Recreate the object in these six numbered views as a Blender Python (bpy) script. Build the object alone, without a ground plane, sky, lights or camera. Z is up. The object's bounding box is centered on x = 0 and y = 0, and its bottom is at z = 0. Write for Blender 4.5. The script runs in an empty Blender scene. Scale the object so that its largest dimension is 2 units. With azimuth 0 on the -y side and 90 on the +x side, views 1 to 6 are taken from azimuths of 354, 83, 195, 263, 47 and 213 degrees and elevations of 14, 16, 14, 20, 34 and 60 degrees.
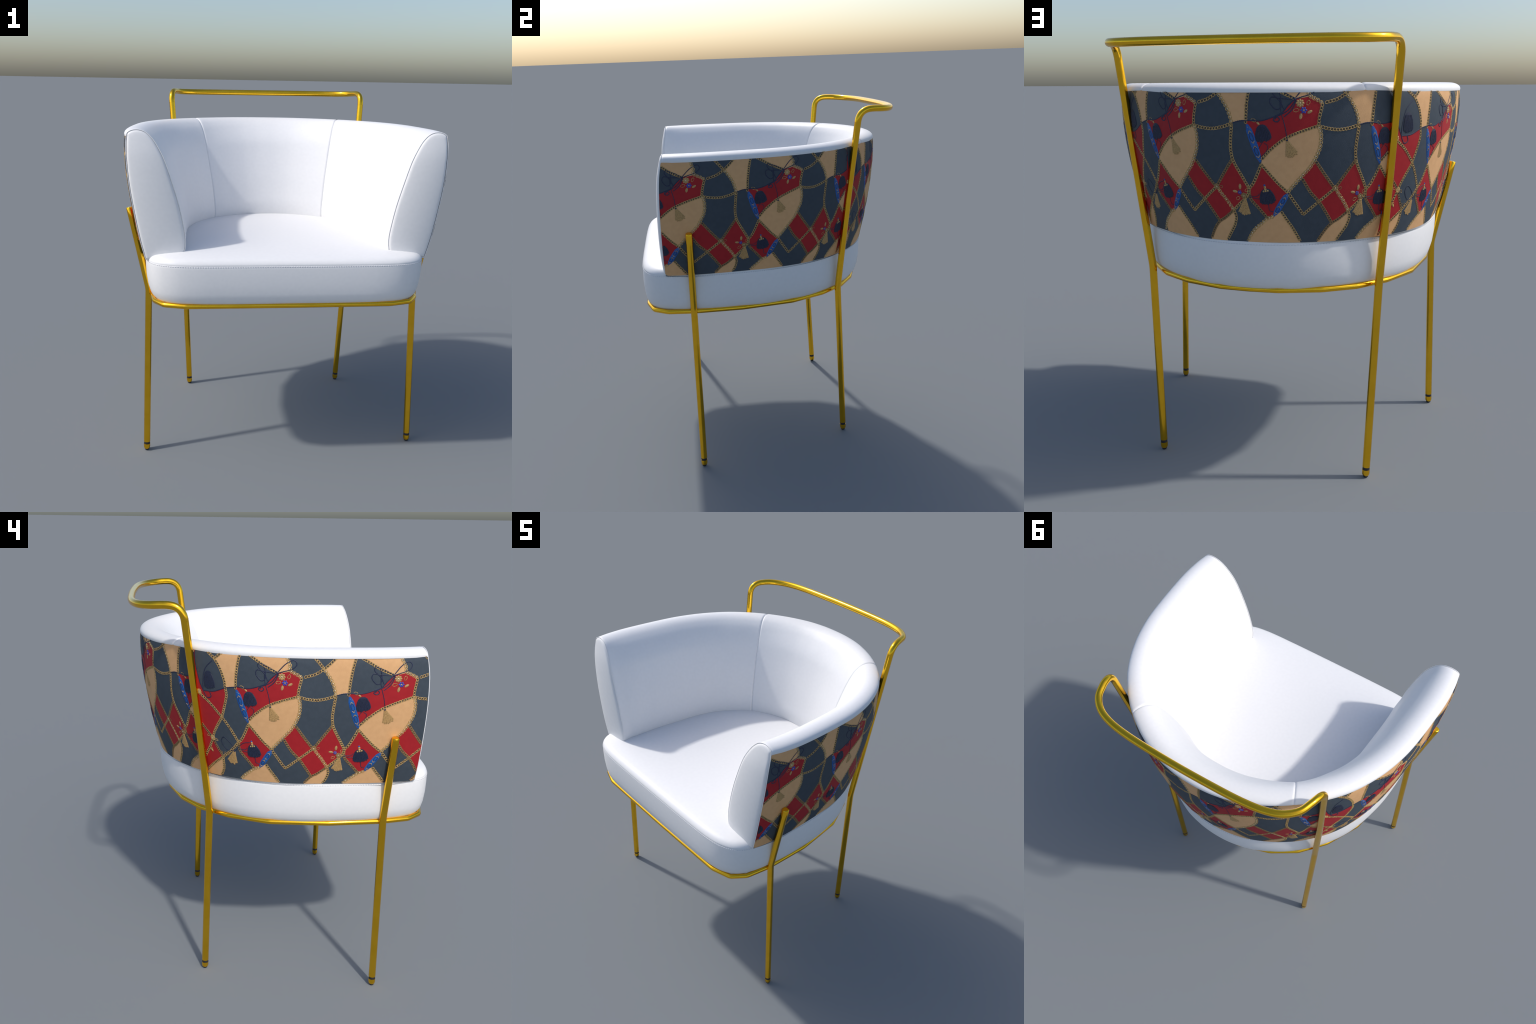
# Barrel armchair: white upholstered tub on a brass tube frame, printed fabric on the outside.
import bpy, math, random
import numpy as np
from mathutils import Vector
from mathutils.geometry import delaunay_2d_cdt

rng = random.Random(7)

# ------------------------------------------------------------------ helpers
def catmull(P, n=12, closed=False):
    P = np.array(P, float)
    if closed:
        Q = np.vstack([P[-1], P, P[0], P[1]])
    else:
        Q = np.vstack([2 * P[0] - P[1], P, 2 * P[-1] - P[-2]])
    t = np.linspace(0, 1, n, endpoint=False)[:, None]
    out = []
    for i in range(1, len(Q) - 2):
        p0, p1, p2, p3 = Q[i - 1:i + 3]
        out.append(.5 * (2 * p1 + (p2 - p0) * t + (2 * p0 - 5 * p1 + 4 * p2 - p3) * t ** 2
                         + (3 * p1 - p0 - 3 * p2 + p3) * t ** 3))
    if not closed:
        out.append(P[-1:])
    return np.vstack(out)

def arclen(c):
    return np.r_[0, np.cumsum(np.linalg.norm(np.diff(c, axis=0), axis=1))]

def resample(c, n):
    L = arclen(c)
    s = np.linspace(0, L[-1], n)
    return np.stack([np.interp(s, L, c[:, k]) for k in range(c.shape[1])], 1)

def smoothstep(e0, e1, x):
    t = np.clip((x - e0) / (e1 - e0), 0, 1)
    return t * t * (3 - 2 * t)

def make(name, verts, faces, mat=None, parent=None, smooth=True, angle=None, kind=None):
    me = bpy.data.meshes.new(name)
    me.from_pydata([tuple(map(float, v)) for v in verts], [], [tuple(map(int, f)) for f in faces])
    me.update()
    if smooth:
        me.polygons.foreach_set('use_smooth', [True] * len(me.polygons))
    ob = bpy.data.objects.new(name, me)
    bpy.context.scene.collection.objects.link(ob)
    if mat:
        me.materials.append(mat)
    if parent:
        ob.parent = parent
    if angle and smooth:
        me.set_sharp_from_angle(angle=math.radians(angle))
    if kind:
        ob["kind"] = kind
    return ob

def grid_faces(nu, nv, closed_u=False, closed_v=False, off=0):
    f = []
    for i in range(nu if closed_u else nu - 1):
        for j in range(nv if closed_v else nv - 1):
            a, b = i, (i + 1) % nu
            c, d = j, (j + 1) % nv
            f.append((off + a * nv + c, off + b * nv + c, off + b * nv + d, off + a * nv + d))
    return f

# ------------------------------------------------------------------ materials
def new_mat(name):
    m = bpy.data.materials.new(name)
    m.use_nodes = True
    nt = m.node_tree
    return m, nt, nt.nodes['Principled BSDF']

def noise_mat(name, col, col2, scale, rough=.6, metallic=0., bump=0., bscale=None, coat=0., spec=.5, detail=4., lo=.35, hi=.65):
    m, nt, bs = new_mat(name)
    tc = nt.nodes.new('ShaderNodeTexCoord')
    nz = nt.nodes.new('ShaderNodeTexNoise')
    nz.inputs['Scale'].default_value = scale
    nz.inputs['Detail'].default_value = detail
    nt.links.new(tc.outputs['Object'], nz.inputs['Vector'])
    rp = nt.nodes.new('ShaderNodeValToRGB')
    rp.color_ramp.elements[0].position = lo
    rp.color_ramp.elements[1].position = hi
    rp.color_ramp.elements[0].color = (*col, 1)
    rp.color_ramp.elements[1].color = (*col2, 1)
    nt.links.new(nz.outputs['Fac'], rp.inputs['Fac'])
    nt.links.new(rp.outputs['Color'], bs.inputs['Base Color'])
    bs.inputs['Roughness'].default_value = rough
    bs.inputs['Metallic'].default_value = metallic
    bs.inputs['Specular IOR Level'].default_value = spec
    bs.inputs['Coat Weight'].default_value = coat
    if bump:
        n2 = nt.nodes.new('ShaderNodeTexNoise')
        n2.inputs['Scale'].default_value = bscale or scale
        n2.inputs['Detail'].default_value = 3
        nt.links.new(tc.outputs['Object'], n2.inputs['Vector'])
        bp = nt.nodes.new('ShaderNodeBump')
        bp.inputs['Strength'].default_value = bump
        bp.inputs['Distance'].default_value = .002
        nt.links.new(n2.outputs['Fac'], bp.inputs['Height'])
        nt.links.new(bp.outputs['Normal'], bs.inputs['Normal'])
    return m

WHITE = noise_mat('white_leather', (.775, .775, .783), (.793, .793, .80), 60, rough=.48, bump=.05, bscale=260, spec=.4)
BRASS = noise_mat('polished_brass', (.94, .53, .026), (1.0, .575, .034), 14, rough=.16, metallic=1)
BLACK = noise_mat('black_rubber', (.012, .012, .015), (.02, .02, .024), 60, rough=.5)
STITCH = noise_mat('stitch_thread', (.62, .63, .66), (.70, .71, .74), 90, rough=.7)
NAVY = noise_mat('print_navy', (.043, .058, .077), (.049, .065, .085), 45, rough=.62, bump=.25, bscale=420, spec=.3)
RED = noise_mat('print_red', (.34, .011, .017), (.365, .013, .019), 45, rough=.62, bump=.25, bscale=420, spec=.3)
BEIGE = noise_mat('print_beige', (.655, .372, .175), (.69, .40, .19), 45, rough=.62, bump=.3, bscale=420, spec=.3)
GOLD = noise_mat('print_gold', (.17, .085, .02), (.60, .40, .15), 260, rough=.5, spec=.4, detail=2, lo=.3, hi=.62)
DIMGOLD = noise_mat('print_dim_gold', (.13, .07, .022), (.34, .21, .08), 260, rough=.5, spec=.4, detail=2, lo=.3, hi=.62)
DARK = noise_mat('print_shadow', (.045, .040, .040), (.065, .055, .05), 200, rough=.7, spec=.2)
PEARL = noise_mat('print_pearl', (.30, .20, .09), (.72, .60, .40), 300, rough=.35, detail=1)
ROPE = noise_mat('print_rope_navy', (.006, .010, .030), (.016, .026, .075), 300, rough=.6)
BLUE = noise_mat('print_blue', (.004, .07, .27), (.006, .10, .37), 120, rough=.5)
FLOWERBLUE = noise_mat('print_flower_blue', (.02, .035, .28), (.04, .07, .42), 200, rough=.5)
TASSELGOLD = noise_mat('print_tassel_gold', (.26, .145, .05), (.50, .31, .12), 320, rough=.6, lo=.3, hi=.6)
TASSELNAVY = noise_mat('print_tassel_navy', (.005, .008, .024), (.014, .022, .062), 320, rough=.6)

# ------------------------------------------------------------------ root
chair = bpy.data.objects.new('armchair', None)
bpy.context.scene.collection.objects.link(chair)
chair["label"] = "white tub armchair with brass tube frame and patterned fabric back"
chair["category"] = "armchair"

# ------------------------------------------------------------------ tub: a constant section swept along the rim
RIM_HALF = [(.817, -.590), (.831, -.50), (.836, -.36), (.824, -.15), (.803, .017), (.753, .185), (.668, .345),
            (.541, .488), (.40, .59), (.25, .66), (.12, .692), (0, .70)]
rim_pts = RIM_HALF + [(-x, y) for x, y in RIM_HALF[::-1][1:]]      # right front -> back -> left front
rim_c = catmull(rim_pts, 40)
rim_L = arclen(rim_c)
HALF = rim_L[-1] / 2
_g = np.gradient(rim_c, axis=0)
_k = 25
_pad = np.vstack([np.repeat(_g[:1], _k, 0), _g, np.repeat(_g[-1:], _k, 0)])
_g = np.stack([np.convolve(_pad[:, k], np.ones(2 * _k + 1) / (2 * _k + 1), 'valid') for k in (0, 1)], 1)
_g /= np.linalg.norm(_g, axis=1)[:, None]
rim_n = np.stack([-_g[:, 1], _g[:, 0]], 1)                         # points into the seat

def rim_at(a):
    l = np.clip(np.asarray(a, float) + HALF, 0, rim_L[-1])
    p = np.stack([np.interp(l, rim_L, rim_c[:, k]) for k in (0, 1)], -1)
    n = np.stack([np.interp(l, rim_L, rim_n[:, k]) for k in (0, 1)], -1)
    return p, n / np.linalg.norm(n, axis=-1, keepdims=True)

FRONT = catmull([(1.13, -.608), (1.25, -.612), (1.40, -.613), (1.55, -.610), (1.68, -.602), (1.77, -.588), (1.83, -.576)], 12)
def front_y(z):
    return np.interp(z, FRONT[:, 0], FRONT[:, 1])

def tub(a, d, z):
    """a: along the rim (0 = back middle, + to the sitter's right/-x), d: inward offset, z: height"""
    a = np.asarray(a, float); d = np.asarray(d, float); z = np.asarray(z, float)
    p, n = rim_at(a)
    q = p + n * d[..., None]
    pe, ne = rim_at(np.sign(a) * HALF)
    end_y = (pe + ne * d[..., None])[..., 1]
    w = smoothstep(HALF - .35, HALF, np.abs(a))
    y = q[..., 1] + w * (front_y(z) - end_y)
    return np.stack([q[..., 0], y, z], -1)

OUTER = catmull([(1.160, .0815), (1.268, .055), (1.431, .025), (1.557, .006), (1.669, -.003), (1.746, -.004), (1.786, 0)], 16)
def outer_d(z):
    return np.interp(z, OUTER[:, 0], OUTER[:, 1])

# section of the upholstered inside, from the fabric's top edge over the roll down to the seat and back out below
SECTION = [(.001, 1.778), (-.0015, 1.787), (.003, 1.798), (.018, 1.8085), (.042, 1.8145), (.068, 1.813), (.094, 1.803),
           (.117, 1.784), (.143, 1.748), (.180, 1.668), (.222, 1.541), (.255, 1.424), (.277, 1.312), (.284, 1.25),
           (.280, 1.20), (.262, 1.172), (.22, 1.160), (.15, 1.158), (.086, 1.160)]
sec = resample(catmull(SECTION, 10), 110)
st = np.gradient(sec, axis=0); st /= np.linalg.norm(st, axis=1)[:, None]
sec_out = np.stack([-st[:, 1], st[:, 0]], 1)      # outward normal of section in (d,z)
if sec_out[40, 0] < 0:
    sec_out = -sec_out

# the seam between back and arm cushions
SEAM_A = .522
SEAM_SLANT = .055    # the seam leans outward towards the seat

def dense(a0, a1, n, e0, e1):
    """n stations between a0 and a1, clustered at the ends"""
    t = np.linspace(0, 1, n)
    s = np.linspace(a0, a1, n)
    extra = [a0 + k for k in (.0015, .003, .005, .0075, .011, .016)] + [a1 - k for k in (.0015, .003, .005, .0075, .011, .016)]
    s = np.r_[s, extra]
    return np.unique(np.round(s, 5))

def puff(name, t, z):
    """how far the stuffing swells: the back in its middle, the arms towards their front ends"""
    down = smoothstep(1.825, 1.64, z) * (1 - .5 * smoothstep(1.30, 1.16, z))
    if name == 'backrest_cushion':
        along = .032 * (1 - np.abs(2 * t - 1) ** 2.2) - .003
    else:
        along = .030 * (.55 * smoothstep(.0, .22, t) + .45 * smoothstep(.25, .70, t)) * (1 - .62 * smoothstep(.86, 1.0, t)) - .003
    return along * down

def cushion(name, a0, a1, n, depth0, depth1):
    A = dense(a0, a1, n, depth0, depth1)
    AA, DD = np.meshgrid(A, sec[:, 0], indexing='ij')
    _, ZZ = np.meshgrid(A, sec[:, 1], indexing='ij')
    inset = (depth0 * np.exp(-((A - a0) / .005) ** 1.4) + depth1 * np.exp(-((a1 - A) / .005) ** 1.4))[:, None]
    keep = smoothstep(0, .03, np.arange(len(sec)) / len(sec))[None, :]
    t = (AA - a0) / (a1 - a0)
    if a1 <= 0:
        t = 1 - t
    inset = inset * keep - puff(name, t, ZZ)
    # lean of the seam: full at the seam, fading out away from it
    if name == 'backrest_cushion':
        lean = AA / SEAM_A
    else:
        lean = np.sign(AA) * (1 - t) ** 1.0
    AA = AA + lean * SEAM_SLANT * np.clip(DD / .28, 0, 1)
    DD, ZZ = DD - inset * sec_out[None, :, 0], ZZ - inset * sec_out[None, :, 1]
    V = tub(AA, DD, ZZ).reshape(-1, 3)
    F = grid_faces(len(A), len(sec))
    return make(name, V, F, WHITE, chair)

cushion('backrest_cushion', -SEAM_A, SEAM_A, 110, .0055, .0055)
cushion('armrest_cushion', SEAM_A, HALF, 90, .0055, .005)
cushion('armrest_cushion', -HALF, -SEAM_A, 90, .005, .0055)

# ---- even-odd test for many points against one closed outline
def inside(P, px, py):
    r = np.zeros(len(px), bool)
    x0, y0 = P[:, 0], P[:, 1]
    x1, y1 = np.roll(x0, -1), np.roll(y0, -1)
    for i in range(len(P)):
        if y0[i] == y1[i]:
            continue
        m = (y0[i] > py) != (y1[i] > py)
        r ^= m & (px < (x1[i] - x0[i]) * (py - y0[i]) / (y1[i] - y0[i]) + x0[i])
    return r

# front pads of the arms: the section's outline, blown up like a cushion
zo = OUTER[OUTER[:, 0] < 1.785][:, ::-1]
swollen = sec + sec_out * puff('armrest_cushion', np.ones(len(sec)), sec[:, 1])[:, None]
outline = np.vstack([zo, swollen[2:]])
pad_ring = resample(np.vstack([outline, outline[:1]]), 201)[:-1]
_t = np.roll(pad_ring, -1, 0) - np.roll(pad_ring, 1, 0); _t /= np.linalg.norm(_t, axis=1)[:, None]
pad_in = np.stack([_t[:, 1], -_t[:, 0]], 1)
if not inside(pad_ring, pad_ring[30:31, 0] + pad_in[30:31, 0] * .004, pad_ring[30:31, 1] + pad_in[30:31, 1] * .004)[0]:
    pad_in = -pad_in
pad_edge = pad_ring + pad_in * .0035
# membrane blown up over the outline
gs = .005
gx = np.arange(pad_ring[:, 0].min() - .02, pad_ring[:, 0].max() + .02, gs)
gz = np.arange(pad_ring[:, 1].min() - .02, pad_ring[:, 1].max() + .02, gs)
GX, GZ = np.meshgrid(gx, gz, indexing='ij')
mask = inside(pad_edge, GX.ravel(), GZ.ravel()).reshape(GX.shape)
memb = np.zeros(GX.shape)
for _ in range(1500):
    memb[1:-1, 1:-1] = .25 * (memb[2:, 1:-1] + memb[:-2, 1:-1] + memb[1:-1, 2:] + memb[1:-1, :-2]) + .001
    memb *= mask
memb /= memb.max()
def membrane(d, z):
    i = np.clip((d - gx[0]) / gs, 0, len(gx) - 1.001); j = np.clip((z - gz[0]) / gs, 0, len(gz) - 1.001)
    a, b = i.astype(int), j.astype(int); fi, fj = i - a, j - b
    return (memb[a, b] * (1 - fi) * (1 - fj) + memb[a + 1, b] * fi * (1 - fj) + memb[a, b + 1] * (1 - fi) * fj + memb[a + 1, b + 1] * fi * fj)

pp = [tuple(p) for p in pad_edge]
pe = [(i, (i + 1) % len(pp)) for i in range(len(pp))]
for k in (.002, .0045, .008, .0125):
    q = pad_edge + pad_in * k
    ok = inside(pad_edge, q[:, 0], q[:, 1])
    pp += [tuple(p) for p, o in zip(q, ok) if o]
dist_ok = mask & (memb > .16)
pp += list(zip(GX[dist_ok][::2], GZ[dist_ok][::2]))
_r = delaunay_2d_cdt([Vector((float(a), float(b))) for a, b in pp], pe, [], 1, 1e-6)
pv = np.array([(v.x, v.y) for v in _r[0]])
pf = [tuple(f) for f in _r[2]]
dd = np.min(np.linalg.norm(pv[:, None, :] - pad_edge[None], axis=2), axis=1)
pad_h = .010 * np.sqrt(np.clip(1 - (1 - np.clip(dd / .014, 0, 1)) ** 2, 0, 1)) + .014 * membrane(pv[:, 0], pv[:, 1]) ** .8 - .006

def front_pad(side):
    n = len(pv)
    P = tub(np.full(n, side * HALF), pv[:, 0], pv[:, 1])
    P[:, 1] -= pad_h
    ob = make('arm_front_pad', P, pf if side > 0 else [f[::-1] for f in pf], WHITE, chair)
    # thin welt lying in the seam round the pad
    n = len(pad_ring)
    VV = []
    for j in range(8):
        ang = 2 * math.pi * j / 8
        off = .0019
        c = pad_ring + pad_in * (.0012 + off * math.cos(ang))
        Q = tub(np.full(n, side * HALF), c[:, 0], c[:, 1])
        Q[:, 1] += off * math.sin(ang) + .0008
        VV.append(Q)
    VV = np.array(VV).transpose(1, 0, 2).reshape(-1, 3)
    make('piping', VV, grid_faces(n, 8, True, True), WHITE, ob)
front_pad(1)
front_pad(-1)

# ------------------------------------------------------------------ seat cushion
TOP_HALF = [(0, -.747), (.30, -.746), (.50, -.740), (.615, -.718), (.692, -.668), (.730, -.575), (.746, -.42), (.748, -.25),
            (.729, -.06), (.670, .152), (.568, .322), (.421, .468), (.252, .570), (.121, .610), (0, .622)]
BOT_HALF = [(0, -.733), (.30, -.732), (.49, -.725), (.597, -.702), (.665, -.651), (.702, -.56), (.721, -.41), (.722, -.25),
            (.706, -.06), (.650, .145), (.552, .31), (.41, .450), (.243, .545), (.116, .580), (0, .590)]
def close_half(h):
    return h + [(-x, y) for x, y in h[::-1][1:-1]]
seat_top = catmull(close_half(TOP_HALF), 10, True)
seat_bot = catmull(close_half(BOT_HALF), 10, True)
C0 = np.array([0, -.07])

def seat_ring(blend, inset):
    c = seat_bot + (seat_top - seat_bot) * blend
    t = np.roll(c, -1, 0) - np.roll(c, 1, 0); t /= np.linalg.norm(t, axis=1)[:, None]
    n = np.stack([-t[:, 1], t[:, 0]], 1)
    return c + n * inset

SEAT_ROWS = [(0, .06, .941), (0, .022, .941), (0, .014, .943), (0, .008, .947), (.06, .003, .955), (.2, -.003, .968), (.45, -.006, 1.005), (.70, -.006, 1.055),
             (.90, -.003, 1.11), (.97, -.001, 1.137), (.99, 0, 1.149), (1, .0016, 1.1525), (1, .0021, 1.1545), (1, .0016, 1.157),
             (1, .0038, 1.163), (1, .0095, 1.1715), (1, .0175, 1.1785), (1, .029, 1.1845), (1, .045, 1.189)]
V = []
for b, i, z in SEAT_ROWS:
    r = seat_ring(b, i)
    V.append(np.c_[r, np.full(len(r), z)])
edge = seat_ring(1, .045)
for k in np.linspace(.06, 1, 18):
    s = 1 - k
    r = C0 + (edge - C0) * s
    V.append(np.c_[r, 1.190 + .028 * (1 - s ** (2.2 + 2.3 * smoothstep(-.15, -.70, edge[:, 1])))])
under = seat_ring(0, .06)
low = [np.c_[C0 + (under - C0) * s, np.full(len(under), .941)] for s in (.0, .5)]
V = low + V
nseat = len(seat_top)
seat = make('seat_cushion', np.vstack(V), grid_faces(len(V), nseat, closed_v=True), WHITE, chair)

# stitching just under the top edge
sr = seat_ring(1, .0)
sr = np.vstack([sr, sr[:1]])
L = arclen(sr)
nst = int(L[-1] / .0125)
SV, SF = [], []
for i in range(nst):
    s0 = i * L[-1] / nst
    mids = [s0 + .0003, s0 + .0018, s0 + .0068, s0 + .0083]
    ps = [np.array([np.interp(s % L[-1], L, sr[:, 0]), np.interp(s % L[-1], L, sr[:, 1])]) for s in mids]
    tg = ps[3] - ps[0]; tg /= np.linalg.norm(tg)
    outn = np.array([tg[1], -tg[0]])
    base = len(SV)
    for q, rr in zip(ps, (.0006, .0016, .0016, .0006)):
        for j in range(6):
            an = 2 * math.pi * j / 6
            w = q + outn * (rr * math.cos(an) * .8 + .0003)
            SV.append((w[0], w[1], 1.1495 + rr * math.sin(an) + .0004))
    SF += grid_faces(4, 6, closed_v=True, off=base)
make('seam_stitching', SV, SF, STITCH, seat, kind='stuff')

# ------------------------------------------------------------------ brass frame
def fillet(pts, radii, n=8):
    """polyline with rounded corners"""
    pts = [np.array(p, float) for p in pts]
    out = [pts[0]]
    for i in range(1, len(pts) - 1):
        p, a, b, r = pts[i], pts[i - 1], pts[i + 1], radii[i - 1]
        da = (a - p) / np.linalg.norm(a - p); db = (b - p) / np.linalg.norm(b - p)
        q0, q1 = p + da * r, p + db * r
        for t in np.linspace(0, 1, n):
            out.append((1 - t) ** 2 * q0 + 2 * t * (1 - t) * p + t * t * q1)
    out.append(pts[-1])
    return np.array(out)

def tube(path, r, sides=20, cap0=True, cap1=True, closed=False):
    path = np.array(path, float)
    n = len(path)
    r = np.full(n, r) if np.isscalar(r) else np.array(r)
    if closed:
        T = np.roll(path, -1, 0) - np.roll(path, 1, 0)
    else:
        T = np.gradient(path, axis=0)
    T /= np.linalg.norm(T, axis=1)[:, None]
    u = np.cross(T[0], (0, 0, 1.) if abs(T[0][2]) < .9 else (1., 0, 0)); u /= np.linalg.norm(u)
    V = []
    for i in range(n):
        u = u - T[i] * (u @ T[i]); u /= np.linalg.norm(u)
        w = np.cross(T[i], u)
        for j in range(sides):
            an = 2 * math.pi * j / sides
            V.append(path[i] + r[i] * (math.cos(an) * u + math.sin(an) * w))
    F = grid_faces(n, sides, closed_u=closed, closed_v=True)
    if not closed:
        if cap0:
            F.append(tuple(range(sides))[::-1])
        if cap1:
            F.append(tuple((n - 1) * sides + j for j in range(sides)))
    return V, F

R = .0182
def refine(path, step=.02):
    out = [path[0]]
    for a, b in zip(path[:-1], path[1:]):
        k = max(1, int(np.linalg.norm(b - a) / step))
        for t in range(1, k + 1):
            out.append(a + (b - a) * t / k)
    return np.array(out)

def leg(foot, path_above, bend_r, cap_top):
    """leg tube, black band, brass foot and black glide"""
    foot = np.array(foot, float); nxt = np.array(path_above[0], float)
    d = (nxt - foot) / np.linalg.norm(nxt - foot)
    at = lambda h: foot + d * h / d[2]
    path = [at(.052)] + [np.array(p, float) for p in path_above]
    path = refine(fillet(path, bend_r), .06)
    rr = np.full(len(path), R)
    if cap_top:
        e = path[-1] - path[-2]; e /= np.linalg.norm(e)
        path = np.vstack([path, path[-1] + e * .0025, path[-1] + e * .0032]); rr = np.r_[rr, R - .002, R - .006]
    V, F = tube(path, rr, cap1=cap_top)
    lg = make('leg', V, F, BRASS, chair, angle=50)
    V, F = tube([at(.037), at(.053)], R - .0012)
    make('leg_band', V, F, BLACK, lg, angle=50)
    hs = [.038, .030, .020, .013, .008, .0052]
    V, F = tube([at(h) for h in hs], [R, R, R, R - .0012, R - .004, R - .008])
    make('foot', V, F, BRASS, lg, angle=60)
    V, F = tube([at(.007), at(.003), at(0.0)], [R - .0055, R - .0055, R - .0075])
    make('glide', V, F, BLACK, lg, angle=60)
    return lg

for s in (-1, 1):
    leg((s * .762, -.470, 0), [(s * .731, -.469, .960), (s * .821, -.469, 1.404)], [.02], True)

REAR_CORNER = np.array([.618, .487, 1.981])
def rear(s):
    c = REAR_CORNER * (s, 1, 1)
    b = np.array([s * .546, .377, .957])
    up = c + (b - c) / np.linalg.norm(b - c) * .07
    mid = b + (up - b) * .55 + np.array([s * .003, -.004, 0])
    leg((s * .516, .411, 0), [tuple(b), tuple(mid), tuple(up)], [.02, .2], False)
    return up, c
up_r, c_r = rear(1)
up_l, c_l = rear(-1)
HANDLE_HALF = [(.600, .560), (.573, .628), (.515, .680), (.435, .709), (.333, .724), (.2, .731), (0, .7345)]
plan = HANDLE_HALF + [(-x, y) for x, y in HANDLE_HALF[::-1][1:]]
bar = catmull(plan, 8)
bar = np.c_[bar, 1.9815 - .007 * smoothstep(.56, .715, bar[:, 1])]
def corner(up, c, nxt):
    return np.array([(1 - t) ** 2 * up + 2 * t * (1 - t) * c + t * t * nxt for t in np.linspace(0, 1, 14)])
path = np.vstack([corner(up_r, c_r, bar[0]), bar[1:-1], corner(up_l, c_l, bar[-1])[::-1]])
V, F = tube(path, R, cap0=False, cap1=False)
make('handle', V, F, BRASS, chair)

# ring below the seat: a tube bent in short straight runs
RING_HALF = [(0, -.722), (.53, -.718), (.642, -.684), (.694, -.609), (.714, -.47), (.712, -.20), (.664, .088), (.568, .28), (.452, .415),
             (.314, .504), (.133, .563), (0, .570)]
ring_pts = [np.array((x, y, .9385)) for x, y in close_half(RING_HALF)]
rp = []
for i in range(len(ring_pts)):
    p, a, b = ring_pts[i], ring_pts[i - 1], ring_pts[(i + 1) % len(ring_pts)]
    rp += [p + (a - p) / np.linalg.norm(a - p) * .006, p + (b - p) / np.linalg.norm(b - p) * .006]
V, F = tube(rp, .0135, sides=14, closed=True)
make('seat_frame_ring', V, F, BRASS, chair)

# ------------------------------------------------------------------ printed fabric on the outside
Z0, Z1 = 1.161, 1.786
def drop(a):
    return .053 / (1 + (np.asarray(a, float) / .75) ** 4)

def on_fabric(a, z, h=0.):
    a = np.asarray(a, float); z = np.asarray(z, float)
    e = 1e-3
    P = tub(a, outer_d(z), z)
    a0, a1 = np.clip(a - 4 * e, -HALF, HALF), np.clip(a + 4 * e, -HALF, HALF)
    Ta = tub(a1, outer_d(z), z) - tub(a0, outer_d(z), z)
    z0, z1 = np.clip(z - 4 * e, Z0, Z1), np.clip(z + 4 * e, Z0, Z1)
    Tz = tub(a, outer_d(z1), z1) - tub(a, outer_d(z0), z0)
    N = np.cross(Ta, Tz)
    N /= np.linalg.norm(N, axis=-1, keepdims=True)
    return P + N * np.asarray(h)[..., None], N

# --- one repeat of the print, in metres from the top of the blue strap (x) and height (y)
T = dict(
    Aup=[(-.002, 1.607), (.002, 1.669), (.010, 1.727), (.022, 1.779), (.030, 1.81)],
    X1=[(.340, 1.79), (.353, 1.774), (.376, 1.748), (.395, 1.725)],
    X2=[(.463, 1.79), (.445, 1.772), (.422, 1.749), (.395, 1.725)],
    BC=[(.395, 1.725), (.356, 1.701), (.310, 1.687)],
    BD=[(.397, 1.722), (.406, 1.712), (.430, 1.676), (.445, 1.640), (.453, 1.606)],
    Cb=[(.299, 1.684), (.275, 1.699), (.256, 1.707), (.245, 1.719), (.245, 1.740), (.232, 1.768), (.216, 1.80)],
    CE=[(.299, 1.684), (.288, 1.635), (.284, 1.597)],
    ED=[(.284, 1.597), (.326, 1.587), (.372, 1.584), (.418, 1.593), (.453, 1.606)],
    DA=[(.453, 1.606), (.484, 1.615), (.510, 1.617)],
    DF=[(.453, 1.606), (.446, 1.541), (.444, 1.500), (.449, 1.464)],
    ET=[(.284, 1.597), (.295, 1.565), (.293, 1.515), (.279, 1.477), (.258, 1.437), (.229, 1.403), (.187, 1.356), (.164, 1.329)],
    HE=[(.060, 1.465), (.095, 1.502), (.149, 1.544), (.210, 1.572), (.284, 1.597)],
    HT=[(.056, 1.444), (.091, 1.403), (.126, 1.364), (.164, 1.329)],
    AK=[(-.002, 1.618), (.056, 1.616), (.102, 1.629), (.141, 1.647), (.164, 1.674), (.191, 1.699)],
    tK=[(.020, 1.795), (.041, 1.781), (.083, 1.757), (.133, 1.728), (.191, 1.701)],
    FG=[(.449, 1.464), (.406, 1.403), (.367, 1.346)],
    lG=[(.279, 1.455), (.314, 1.407), (.353, 1.358), (.367, 1.346)],
    FJ=[(.449, 1.464), (.460, 1.438), (.487, 1.389), (.512, 1.343)],
    HJ=[(.056, 1.443), (.037, 1.400), (.018, 1.363), (.000, 1.343)],
    GQ=[(.367, 1.346), (.387, 1.318), (.410, 1.289), (.437, 1.248)],
    JQ=[(.512, 1.343), (.505, 1.317), (.476, 1.285), (.437, 1.248)],
    pL=[(.225, 1.385), (.260, 1.330), (.299, 1.289), (.333, 1.242), (.364, 1.195)],
    GV=[(.367, 1.346), (.299, 1.289), (.233, 1.234)],
    VT=[(.233, 1.234), (.200, 1.268), (.164, 1.329)],
    Qb=[(.437, 1.248), (.395, 1.214), (.364, 1.195), (.337, 1.166), (.308, 1.12), (.295, 1.09)],
    Qr=[(.437, 1.248), (.445, 1.220), (.437, 1.186), (.420, 1.158), (.395, 1.12), (.38, 1.09)],
    JR=[(.000, 1.343), (.004, 1.301), (.041, 1.257), (.076, 1.216)],
    Rb=[(.104, 1.226), (.076, 1.216), (.049, 1.194), (.018, 1.169), (-.012, 1.13), (-.03, 1.09)],
    b5=[(.137, 1.245), (.160, 1.212), (.187, 1.175), (.215, 1.13), (.235, 1.09)],
)
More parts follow.
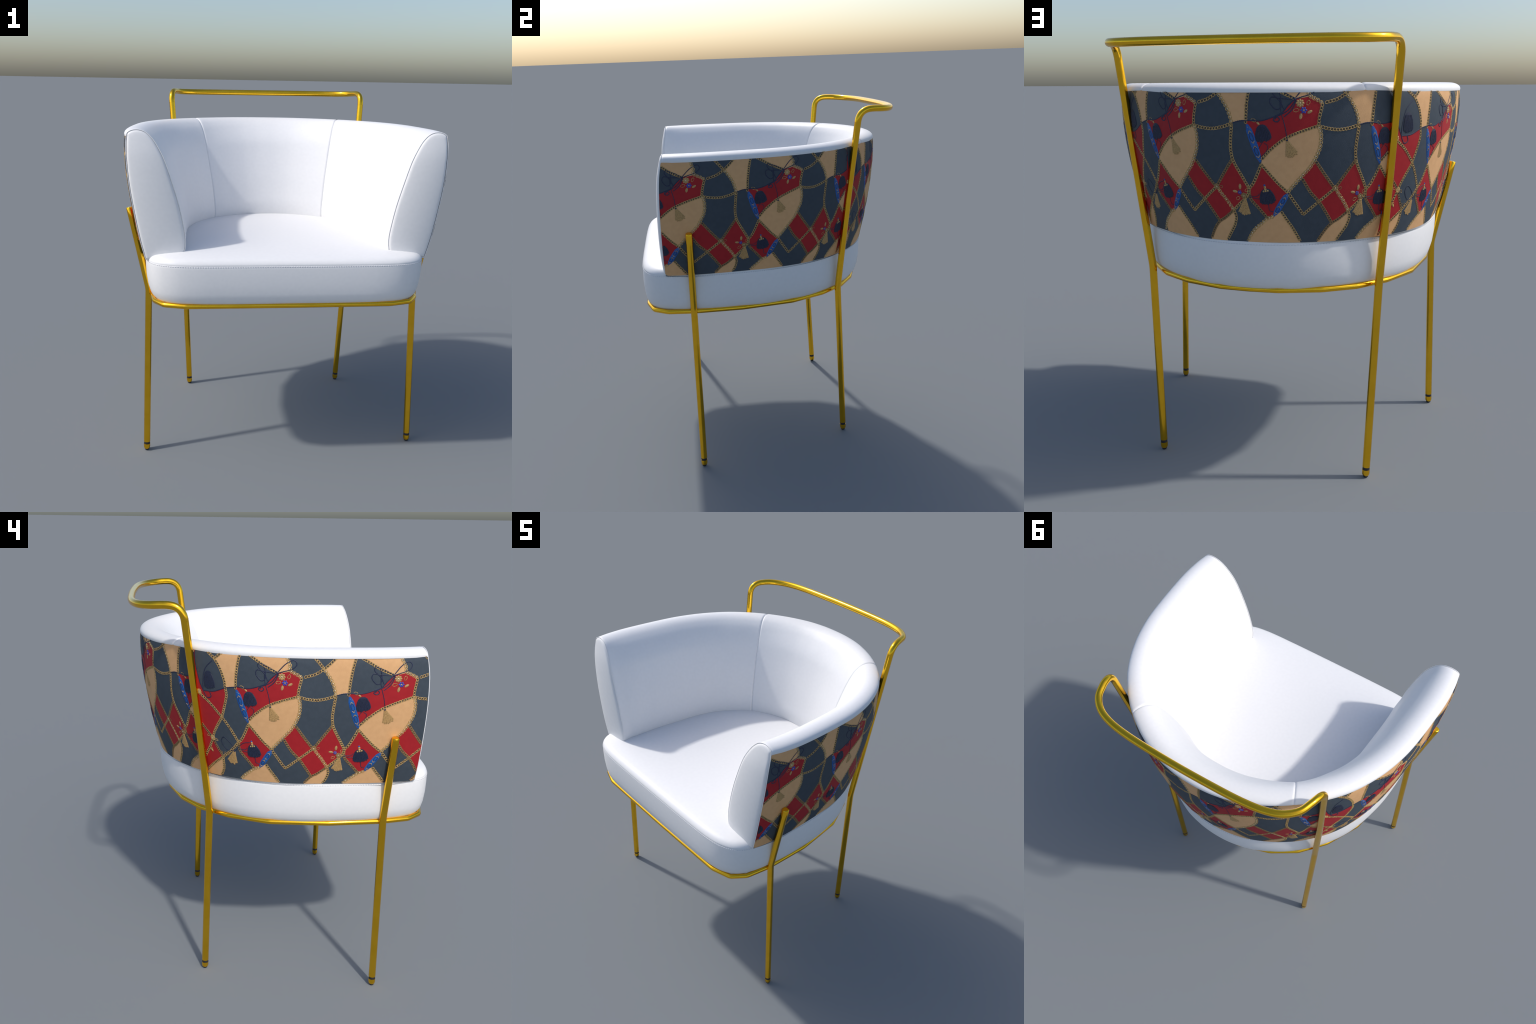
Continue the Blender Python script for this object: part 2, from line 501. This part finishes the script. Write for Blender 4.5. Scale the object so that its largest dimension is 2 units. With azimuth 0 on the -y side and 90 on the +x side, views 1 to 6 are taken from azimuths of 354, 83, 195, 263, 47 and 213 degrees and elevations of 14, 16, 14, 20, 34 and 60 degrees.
T['VT'] = [(.233, 1.234), (.198, 1.281), (.164, 1.329)]
TU = dict(   # the odd strip before the first repeat
    sc=[(-.216, 1.80), (-.214, 1.732), (-.210, 1.688), (-.198, 1.637), (-.187, 1.599), (-.171, 1.569)],
    cR=[(-.185, 1.79), (-.141, 1.752), (-.106, 1.729), (-.075, 1.687), (-.056, 1.637), (-.052, 1.603)],
    cX=[(-.040, 1.79), (-.079, 1.752), (-.106, 1.729)],
    rb=[(-.171, 1.569), (-.114, 1.576), (-.052, 1.603), (.000, 1.615)],
    cD=[(-.052, 1.603), (-.048, 1.565), (-.064, 1.504), (-.079, 1.456)],
    dg=[(-.205, 1.556), (-.179, 1.540), (-.137, 1.512), (-.079, 1.456), (-.040, 1.407), (.000, 1.343)],
    lf=[(-.079, 1.456), (-.125, 1.381), (-.144, 1.338)],
    l2=[(-.144, 1.338), (-.168, 1.287), (-.206, 1.227)],
    c1=[(-.222, 1.415), (-.206, 1.401), (-.175, 1.369), (-.144, 1.338)],
    c2=[(-.144, 1.338), (-.125, 1.298), (-.094, 1.248)],
    c3=[(.000, 1.343), (-.044, 1.292), (-.094, 1.248)],
    c5=[(-.094, 1.248), (-.148, 1.205), (-.198, 1.160), (-.25, 1.10)],
    c4=[(-.094, 1.248), (-.098, 1.188), (-.117, 1.148), (-.15, 1.09)],
)
cur = {k: catmull(v, 8) for k, v in T.items()}
curU = {k: catmull(v, 8) for k, v in TU.items()}
def poly(*parts):
    return np.vstack([np.atleast_2d(np.array(p, float)) for p in parts])
def sub(c, x0=-9, x1=9, y0=-9, y1=9):
    m = (c[:, 0] >= x0) & (c[:, 0] <= x1) & (c[:, 1] >= y0) & (c[:, 1] <= y1)
    return c[m]
c = cur
Aup_next = c['Aup'] + (.512, 0)
PATCH = [
    ('beige', poly(c['X2'][::-1], (.463, 1.83), (.545, 1.83), Aup_next[::-1], c['DA'][::-1], c['BD'][::-1])),
    ('beige', poly((.0, 1.83), c['tK'], (.222, 1.704), sub(c['Cb'], y0=1.710), (.20, 1.83))),
    ('red', poly(c['AK'], (.222, 1.704), sub(c['Cb'], x0=.250, y1=1.710)[::-1], c['CE'], c['HE'][::-1], (.045, 1.455), (.0, 1.60))),
    ('beige', poly(c['HE'], c['ET'], c['HT'][::-1])),
    ('red', poly(c['lG'], sub(c['GV'], x0=.299), sub(c['pL'], x1=.299)[::-1], sub(c['ET'], x0=.225, y1=1.455)[::-1])),
    ('red', poly(sub(c['GV'], x0=.299)[::-1], c['GQ'], sub(c['Qb'], x0=.364), sub(c['pL'], x0=.299)[::-1])),
    ('red', poly(c['FG'], c['GQ'], c['JQ'][::-1], c['FJ'][::-1])),
    ('red', poly(c['HJ'][::-1], c['HT'], (.120, 1.275), (.102, 1.228), c['JR'][::-1])),
    ('beige', poly(c['Qb'], c['Qr'][::-1])),
    ('beige', poly(c['Rb'][::-1], (.120, 1.24), c['b5'])),
]
u = curU
PATCHU = [
    ('red', poly((-.24, 1.83), u['sc'], sub(u['rb'], x1=-.055), u['cD'], u['lf'], u['c2'], u['c5'])),
    ('beige', poly(u['c5'], u['c4'][::-1])),
    ('beige', poly(u['cX'][::-1], (-.04, 1.83), (.04, 1.83), c['Aup'][::-1], sub(u['rb'], x0=-.05)[::-1], u['cR'][::-1][:17])),
]
# where the repeats fall round the tub: (start, width, first x, last x, is the odd strip)
LAY = [(-1.833, .517, -.1, .56, 0), (-1.316, .517, -.1, .56, 0), (-.799, .517, -.1, .103, 0),
       (-.480, .512, -.2155, .05, 1), (-.480, .520, 0, .56, 0), (.040, .517, -.1, .56, 0), (.557, .517, -.1, .108, 0),
       (.884, .512, -.2195, .05, 1), (.884, .512, 0, .56, 0), (1.396, .512, -.1, .40, 0)]
LAY = [(s, w / .512, x0, x1, o) for s, w, x0, x1, o in LAY]

# --- the cloth itself: one sheet, cut along the edges of the colour fields
AE = HALF
pts, edges = [], []
def add_line(P, closed):
    b = len(pts)
    pts.extend(map(tuple, P))
    n = len(P)
    for i in range(n if closed else n - 1):
        edges.append((b + i, b + (i + 1) % n))
# rounded rectangle outline
cr = .020
corner_pts = []
for cx, cz, q in ((AE - cr, Z0 + cr, 3), (AE - cr, Z1 - cr, 0), (-AE + cr, Z1 - cr, 1), (-AE + cr, Z0 + cr, 2)):
    corner_pts.append([(cx + cr * math.cos(math.pi / 2 * (q + t)), cz + cr * math.sin(math.pi / 2 * (q + t))) for t in np.linspace(0, 1, 6)])
def side(a, b):
    n = int(math.hypot(b[0] - a[0], b[1] - a[1]) / .01)
    return [(a[0] + (b[0] - a[0]) * i / n, a[1] + (b[1] - a[1]) * i / n) for i in range(1, n)]
border = []
for i in range(4):
    border += corner_pts[i] + side(corner_pts[i][-1], corner_pts[(i + 1) % 4][0])
border = np.array(border)
add_line(border, True)
fields = []
for s, k, x0, x1, odd in LAY:
    for colr, P in (PATCHU if odd else PATCH):
        Q = P.copy()
        m = (Q[:, 0] >= x0 - .2) & (Q[:, 0] <= x1 + .2)
        Q[:, 0] = s + np.clip(Q[:, 0], x0, x1) * k
        if np.ptp(Q[:, 0]) < 1e-4:
            continue
        Q[:, 1] += drop(Q[:, 0])
        Q[:, 0] = np.clip(Q[:, 0], -AE - .02, AE + .02)
        Q[:, 1] = np.clip(Q[:, 1], Z0 - .02, Z1 + .02)
        fields.append((colr, Q, s + x0 * k, s + x1 * k))
        add_line(Q, True)
for a in np.arange(-AE + .006, AE - .004, .0105):
    for z in np.arange(Z0 + .006, Z1 - .003, .0105):
        pts.append((a + .002 * math.sin(z * 900), z))
res = delaunay_2d_cdt([Vector((float(p[0]), float(p[1]))) for p in pts], edges, [], 0, 1e-5)
vv = np.array([(p.x, p.y) for p in res[0]])
tri = np.array([f for f in res[2] if len(f) == 3])
cen = vv[tri].mean(1)
keep = inside(border, cen[:, 0], cen[:, 1])
tri = tri[keep]; cen = cen[keep]
slot = np.zeros(len(tri), int)
for colr, Q, _, _ in fields:
    bb = (cen[:, 0] > Q[:, 0].min()) & (cen[:, 0] < Q[:, 0].max())
    idx = np.where(bb)[0]
    ins = inside(Q, cen[idx, 0], cen[idx, 1])
    slot[idx[ins]] = 1 if colr == 'red' else 2
used = np.unique(tri)
remap = -np.ones(len(vv), int); remap[used] = np.arange(len(used))
P, N = on_fabric(vv[used, 0], vv[used, 1], np.zeros(len(used)))
fabric = make('fabric_cover', P, remap[tri], NAVY, chair)
fabric.data.materials.append(RED)
fabric.data.materials.append(BEIGE)
fabric.data.polygons.foreach_set('material_index', slot.tolist())
fabric.data.normals_split_custom_set_from_vertices([tuple(map(float, n)) for n in N])

# --- raised details of the print: chains, ropes, tassels, straps, flowers
class Bag:
    def __init__(self):
        self.v = []; self.f = []; self.n = 0
    def add(self, V, F):
        V = np.array(V, float)
        self.v.append(V)
        self.f += [tuple(i + self.n for i in f) for f in F]
        self.n += len(V)
bags = {}
def bag(kind, mat):
    return bags.setdefault((kind, mat.name), (Bag(), mat))[0]

RING_SEG = 12
def link_mesh(cx, cy, ang, ra, rb, band, hh, h0=.0003):
    V, F = [], []
    for i in range(RING_SEG):
        t = 2 * math.pi * i / RING_SEG
        for k, h in ((-band, 0), (0, hh), (band, 0)):
            x, y = (ra + k) * math.cos(t), (rb + k) * math.sin(t)
            V.append((cx + x * math.cos(ang) - y * math.sin(ang), cy + x * math.sin(ang) + y * math.cos(ang), h0 + h))
    return V, grid_faces(RING_SEG, 3, closed_u=True)

def dome(cx, cy, ra, rb, ang, hh, seg=10, h0=.0004):
    V = [(cx, cy, h0 + hh)]
    F = []
    for k, (r, h) in enumerate(((.6, .8), (1, 0))):
        for i in range(seg):
            t = 2 * math.pi * i / seg
            x, y = ra * r * math.cos(t), rb * r * math.sin(t)
            V.append((cx + x * math.cos(ang) - y * math.sin(ang), cy + x * math.sin(ang) + y * math.cos(ang), h0 + hh * h))
    for i in range(seg):
        j = (i + 1) % seg
        F.append((0, 1 + i, 1 + j))
        F.append((1 + i, 1 + seg + i, 1 + seg + j, 1 + j))
    return V, F

def strand(P, w0, w1, hh, h0=.0003):
    """flat round strip along 2D points P, half width w0 -> w1"""
    P = np.array(P, float)
    t = np.gradient(P, axis=0); t /= np.maximum(np.linalg.norm(t, axis=1), 1e-9)[:, None]
    nrm = np.stack([-t[:, 1], t[:, 0]], 1)
    w = np.linspace(w0, w1, len(P))[:, None]
    V = []
    for i in range(len(P)):
        for k, h in ((1, 0), (.55, .8), (0, 1), (-.55, .8), (-1, 0)):
            V.append((*(P[i] + nrm[i] * w[i] * k), h0 + hh * h))
    return V, grid_faces(len(P), 5)

def chain(c, mat=GOLD, pitch=.0118, ra=.0080, rb=.0056):
    L = arclen(c)
    n = max(2, int(L[-1] / pitch))
    b = bag('chain', mat)
    for i in range(n):
        s = (i + .5) * L[-1] / n
        p = [np.interp(s, L, c[:, k]) for k in (0, 1)]
        q = [np.interp(s + .003, L, c[:, k]) - np.interp(s - .003, L, c[:, k]) for k in (0, 1)]
        an = math.atan2(q[1], q[0]) + (.22 if i % 2 else .12)
        b.add(*link_mesh(p[0], p[1], an, ra, rb, .00135, .0011 + .0003 * (i % 2)))
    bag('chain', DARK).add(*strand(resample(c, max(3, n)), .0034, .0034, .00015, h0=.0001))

def bead_chain(c, pitch=.0148):
    L = arclen(c)
    n = max(2, int(L[-1] / pitch))
    b = bag('chain', GOLD); pb = bag('pearl', PEARL)
    for i in range(n):
        s = (i + .5) * L[-1] / n
        p = [np.interp(s, L, c[:, k]) for k in (0, 1)]
        q = [np.interp(s + .003, L, c[:, k]) - np.interp(s - .003, L, c[:, k]) for k in (0, 1)]
        an = math.atan2(q[1], q[0])
        b.add(*link_mesh(p[0], p[1], an, .0072, .0068, .0016, .0011))
        pb.add(*dome(p[0] - .0005, p[1] + .0005, .0032, .0032, 0, .0016, 8))

def rope(c, w=.0022, mat=ROPE, wavy=.0006):
    c = resample(np.array(c, float), max(4, int(arclen(np.array(c))[-1] / .004)))
    if wavy:
        c = c + np.stack([np.zeros(len(c)), wavy * np.cos(np.arange(len(c)) * math.pi)], 1)
    bag('rope', mat).add(*strand(c, w, w, .0009, h0=.0006))

def tassel(top, bottom, spread, mat, knot=None, n=15, w=.0022):
    top = np.array(top); bottom = np.array(bottom)
    d = bottom - top; ln = np.linalg.norm(d); d /= ln
    nr = np.array([-d[1], d[0]])
    b = bag('tassel', mat)
    for i in range(n):
        f = (i / (n - 1)) * 2 - 1
        end = bottom + nr * f * spread + d * (rng.uniform(-.006, .004) - .010 * f * f)
        m1 = top + d * ln * .3 + nr * f * spread * .42
        P = catmull([top + nr * f * spread * .14, m1, end], 5)
        b.add(*strand(P, w * .7, w * 1.25, .0014 - .0006 * abs(f), h0=.0005 + .0004 * (i % 2)))
    b2 = bag('tassel', knot or mat)
    b2.add(*dome(top[0], top[1], .0055, .0045, 0, .0025))

def bell_tassel(top, bottom, half, head=True):
    """broad navy tassel with a dark body"""
    top = np.array(top); bottom = np.array(bottom)
    d = bottom - top; ln = np.linalg.norm(d); d /= ln
    nr = np.array([-d[1], d[0]])
    b = bag('tassel', TASSELNAVY)
    cN = top + d * ln * .30
    b.add(*dome(cN[0], cN[1], half * .80, ln * .30, math.atan2(d[1], d[0]) - math.pi / 2, .0022, 14))
    for i in range(19):
        f = (i / 18) * 2 - 1
        P = catmull([top + d * ln * .16 + nr * f * half * .62, top + d * ln * .5 + nr * f * half * .95,
                     bottom + nr * f * half * 1.04 + d * (rng.uniform(-.004, .003) - .008 * f * f)], 5)
        b.add(*strand(P, half * .075, half * .10, .0018, h0=.0006 + .0005 * (i % 2)))
    if head:
        g = bag('flower', GOLD)
        for o, r in ((-.006, .0055), (.004, .0065)):
            q = top + d * o
            g.add(*dome(q[0], q[1], r, r * .9, 0, .0028))
        for f in (-1, 0, 1):
            q = top + d * .011 + nr * f * .009
            g.add(*dome(q[0], q[1], .0055, .0055, 0, .0030))
        q = top - d * .014
        bag('flower', BLUE).add(*dome(q[0], q[1], .0045, .004, 0, .002))

def rosette(x, y, r, mat=GOLD, n=8, heart=PEARL):
    b = bag('flower', mat)
    for i in range(n):
        t = 2 * math.pi * i / n
        b.add(*dome(x + r * .62 * math.cos(t), y + r * .62 * math.sin(t), r * .42, r * .30, t, .0018, 8))
    bag('flower', heart).add(*dome(x, y, r * .28, r * .28, 0, .0026, 8))

def leaf_motif(x, y, ang, ln=.011, mat=GOLD):
    bag('flower', mat).add(*dome(x, y, ln, ln * .5, ang, .0015, 10))

def wire_loop(x, y, ang, ra=.010, rb=.006, mat=GOLD):
    bag('flower', mat).add(*link_mesh(x, y, ang, ra, rb, .0010, .0009))

def plate(outline, mat, hh=.0013):
    n = len(outline)
    o = np.array(outline, float); cc = o.mean(0)
    V = [(*cc, .0004 + hh)]
    V += [(*(cc + (p - cc) * .86), .0004 + hh) for p in o] + [(*p, .0002) for p in o]
    F = []
    for i in range(n):
        j = (i + 1) % n
        F += [(0, 1 + i, 1 + j), (1 + i, 1 + n + i, 1 + n + j, 1 + j)]
    bag('strap', mat).add(V, F)

def strap(p0, p1, w):
    p0 = np.array(p0); p1 = np.array(p1)
    d = p1 - p0; ln = np.linalg.norm(d); d /= ln
    nr = np.array([-d[1], d[0]])
    at = lambda s, t: p0 + d * ln * s + nr * w * t
    plate([at(-.02, -.3), at(.14, -1), at(.35, -1.12), at(.65, -1.12), at(.86, -.9), at(1.03, -.28), at(1.03, .28), at(.86, .9), at(.65, 1.12), at(.35, 1.12), at(.14, 1), at(-.02, .3)], BLUE)
    g = bag('strap', GOLD)
    for s, up in ((.16, 1), (.50, -1), (.57, 1), (.90, -1)):
        for sg in (-1, 1):
            g.add(*strand([at(s, 0), at(s + .06 * up, .55 * sg)], .0015, .0011, .0010, h0=.0017))
    r = bag('strap', ROPE)
    for s in (.33, .72):
        q = at(s, 0)
        r.add(*link_mesh(q[0], q[1], math.atan2(d[1], d[0]), ln * .11, w * .55, .0012, .0007, h0=.0016))
    for s, t in ((.06, 0), (.10, .5), (.94, 0), (.95, .4)):
        q = at(s, t)
        g.add(*dome(q[0], q[1], .0018, .0018, 0, .0012, 6, h0=.0012))

def draw_repeat():
    for k in ('X1', 'X2', 'BC', 'ED', 'Aup', 'DF', 'HJ', 'VT', 'tK'):
        chain(cur[k])
    for k in ('CE', 'HE', 'HT', 'FJ', 'JQ', 'GV', 'Qr', 'b5'):
        chain(cur[k], pitch=.0112, rb=.0054)
    for k in ('FG', 'lG', 'pL', 'JR', 'Qb'):
        chain(cur[k], mat=DIMGOLD, pitch=.0108, rb=.0056)
    for k in ('BD', 'Cb', 'ET', 'GQ', 'Rb'):
        bead_chain(cur[k])
    rope(cur['DA']); rope(cur['AK'], .0024)
    # bow of navy cord
    rope(catmull([(.191, 1.699), (.133, 1.702), (.102, 1.707), (.095, 1.686), (.118, 1.660), (.138, 1.672), (.133, 1.722), (.112, 1.738), (.105, 1.722), (.135, 1.690), (.150, 1.660)], 6))
    rope(catmull([(.191, 1.702), (.226, 1.741), (.260, 1.760), (.276, 1.744), (.257, 1.721), (.218, 1.708), (.191, 1.699)], 6))
    rope(catmull([(.193, 1.694), (.168, 1.660), (.141, 1.642), (.114, 1.630), (.108, 1.618), (.122, 1.612), (.132, 1.622), (.122, 1.632), (.114, 1.622)], 6))
    rope(catmull([(.196, 1.694), (.178, 1.657), (.150, 1.632)], 6))
    rope(catmull([(.133, 1.699), (.137, 1.652), (.153, 1.593), (.160, 1.549)], 6), .0016)
    rope([(.120, 1.735), (.155, 1.722), (.191, 1.702)], .0022)
    bag('rope', ROPE).add(*dome(.191, 1.699, .006, .006, 0, .0022))
    # upper flower spray
    rosette(.211, 1.684, .0165, TASSELGOLD)
    rosette(.225, 1.657, .0135, FLOWERBLUE, 6, GOLD)
    wire_loop(.243, 1.686, 1.2); wire_loop(.196, 1.657, .2, .011, .0065)
    leaf_motif(.249, 1.651, .5, .011, TASSELGOLD); leaf_motif(.214, 1.634, 1.4, .012, TASSELGOLD)
    # tassel on the beige field
    tassel((.161, 1.540), (.184, 1.472), .024, TASSELGOLD, ROPE)
    # strap, clasp and navy tassel
    strap((.004, 1.600), (.052, 1.456), .0125)
    wire_loop(.030, 1.618, -.4, .010, .006); leaf_motif(.048, 1.606, -.7, .008)
    bell_tassel((.060, 1.602), (.070, 1.534), .029, head=False)
    rope(catmull([(.062, 1.530), (.046, 1.500), (.052, 1.474), (.078, 1.495), (.084, 1.518), (.070, 1.530)], 6), .0013)
    # red diamond with tassel and short strap
    bell_tassel((.069, 1.344), (.082, 1.278), .031)
    rope(catmull([(.0, 1.312), (.03, 1.310), (.045, 1.322)], 5), .0013)
    rope(catmull([(.0, 1.308), (.03, 1.300), (.048, 1.300)], 5), .0013)
    rope(catmull([(.082, 1.276), (.085, 1.252), (.100, 1.245)], 5), .0014)
    strap((.164, 1.322), (.104, 1.228), .0115)
    # knot flowers on the lower row
    rosette(.367, 1.346, .0135, DIMGOLD); wire_loop(.388, 1.346, .4, .008, .005, DIMGOLD)
    rosette(.470, 1.325, .009, FLOWERBLUE, 6, GOLD); rosette(.487, 1.312, .0135, DIMGOLD)
    leaf_motif(.473, 1.350, 1.5, .012, TASSELGOLD); leaf_motif(.450, 1.329, 3.0, .011, TASSELGOLD)
    wire_loop(.461, 1.300, .6, .009, .006); wire_loop(.500, 1.335, .9, .008, .005)
    tassel((.492, 1.296), (.484, 1.230), .026, TASSELGOLD, GOLD)

def draw_odd():
    for k in ('cR', 'cX', 'dg', 'l2'):
        chain(curU[k])
    for k in ('cD', 'lf', 'c3', 'c5', 'c4'):
        chain(curU[k], pitch=.0112)
    for k in ('c1', 'c2'):
        chain(curU[k], mat=DIMGOLD)
    rope(curU['sc'], .0024); rope(curU['rb'], .0024)
    rope(catmull([(-.117, 1.718), (-.156, 1.674), (-.171, 1.611), (-.171, 1.572)], 6))
    rope(catmull([(-.171, 1.567), (-.152, 1.539), (-.129, 1.549), (-.137, 1.572)], 6))
    bell_tassel((-.141, 1.668), (-.132, 1.586), .027, head=False)
    rosette(-.197, 1.557, .014); rosette(-.144, 1.337, .0145)
    for x, y, t in ((-.168, 1.345, .2), (-.122, 1.332, -.6), (-.160, 1.275, 1.)):
        wire_loop(x, y, t, .008, .005)
    leaf_motif(-.158, 1.270, -1., .010)
    rope(catmull([(-.025, 1.296), (-.067, 1.294), (-.094, 1.331), (-.079, 1.355), (-.044, 1.331), (-.021, 1.299)], 6), .0015)
    rope(catmull([(-.02, 1.296), (.02, 1.340), (.06, 1.352)], 6), .0015)
    for x in (-.10, -.08, -.06):
        wire_loop(x, 1.270, x * 20, .007, .0055, DIMGOLD)
    tassel((-.026, 1.292), (-.046, 1.224), .026, TASSELGOLD, ROPE)

def flush(target, lay):
    global bags
    for key, (b, m) in bags.items():
        V = np.vstack(b.v)
        F = b.f
        o, _ = target.setdefault(key, (Bag(), m))
        for s, k, x0, x1 in lay:
            a = s + V[:, 0] * k
            z = V[:, 1] + drop(a)
            ok = (V[:, 0] >= x0) & (V[:, 0] <= x1) & (np.abs(a) < AE - .003) & (z > Z0 + .004) & (z < Z1 - .003)
            P, _ = on_fabric(np.clip(a, -AE, AE), np.clip(z, Z0, Z1), V[:, 2])
            F2 = [f for f in F if all(ok[i] for i in f)]
            us = sorted({i for f in F2 for i in f})
            if not us:
                continue
            mp = {i: j for j, i in enumerate(us)}
            o.add(P[us], [tuple(mp[i] for i in f) for f in F2])
    bags = {}

store = {}
draw_repeat()
flush(store, [(s, k, (-.06 if x0 < 0 else -.04), (x1 if x1 < .5 else .60)) for s, k, x0, x1, o in LAY if not o])
draw_odd()
flush(store, [(s, k, x0, .06) for s, k, x0, x1, o in LAY if o])
NAMES = {'chain': 'chain', 'pearl': 'pearl', 'rope': 'cord', 'tassel': 'tassel', 'strap': 'strap', 'flower': 'flower'}
for (kind, _), (b, m) in store.items():
    make(NAMES[kind], np.vstack(b.v), b.f, m, fabric, kind='stuff')
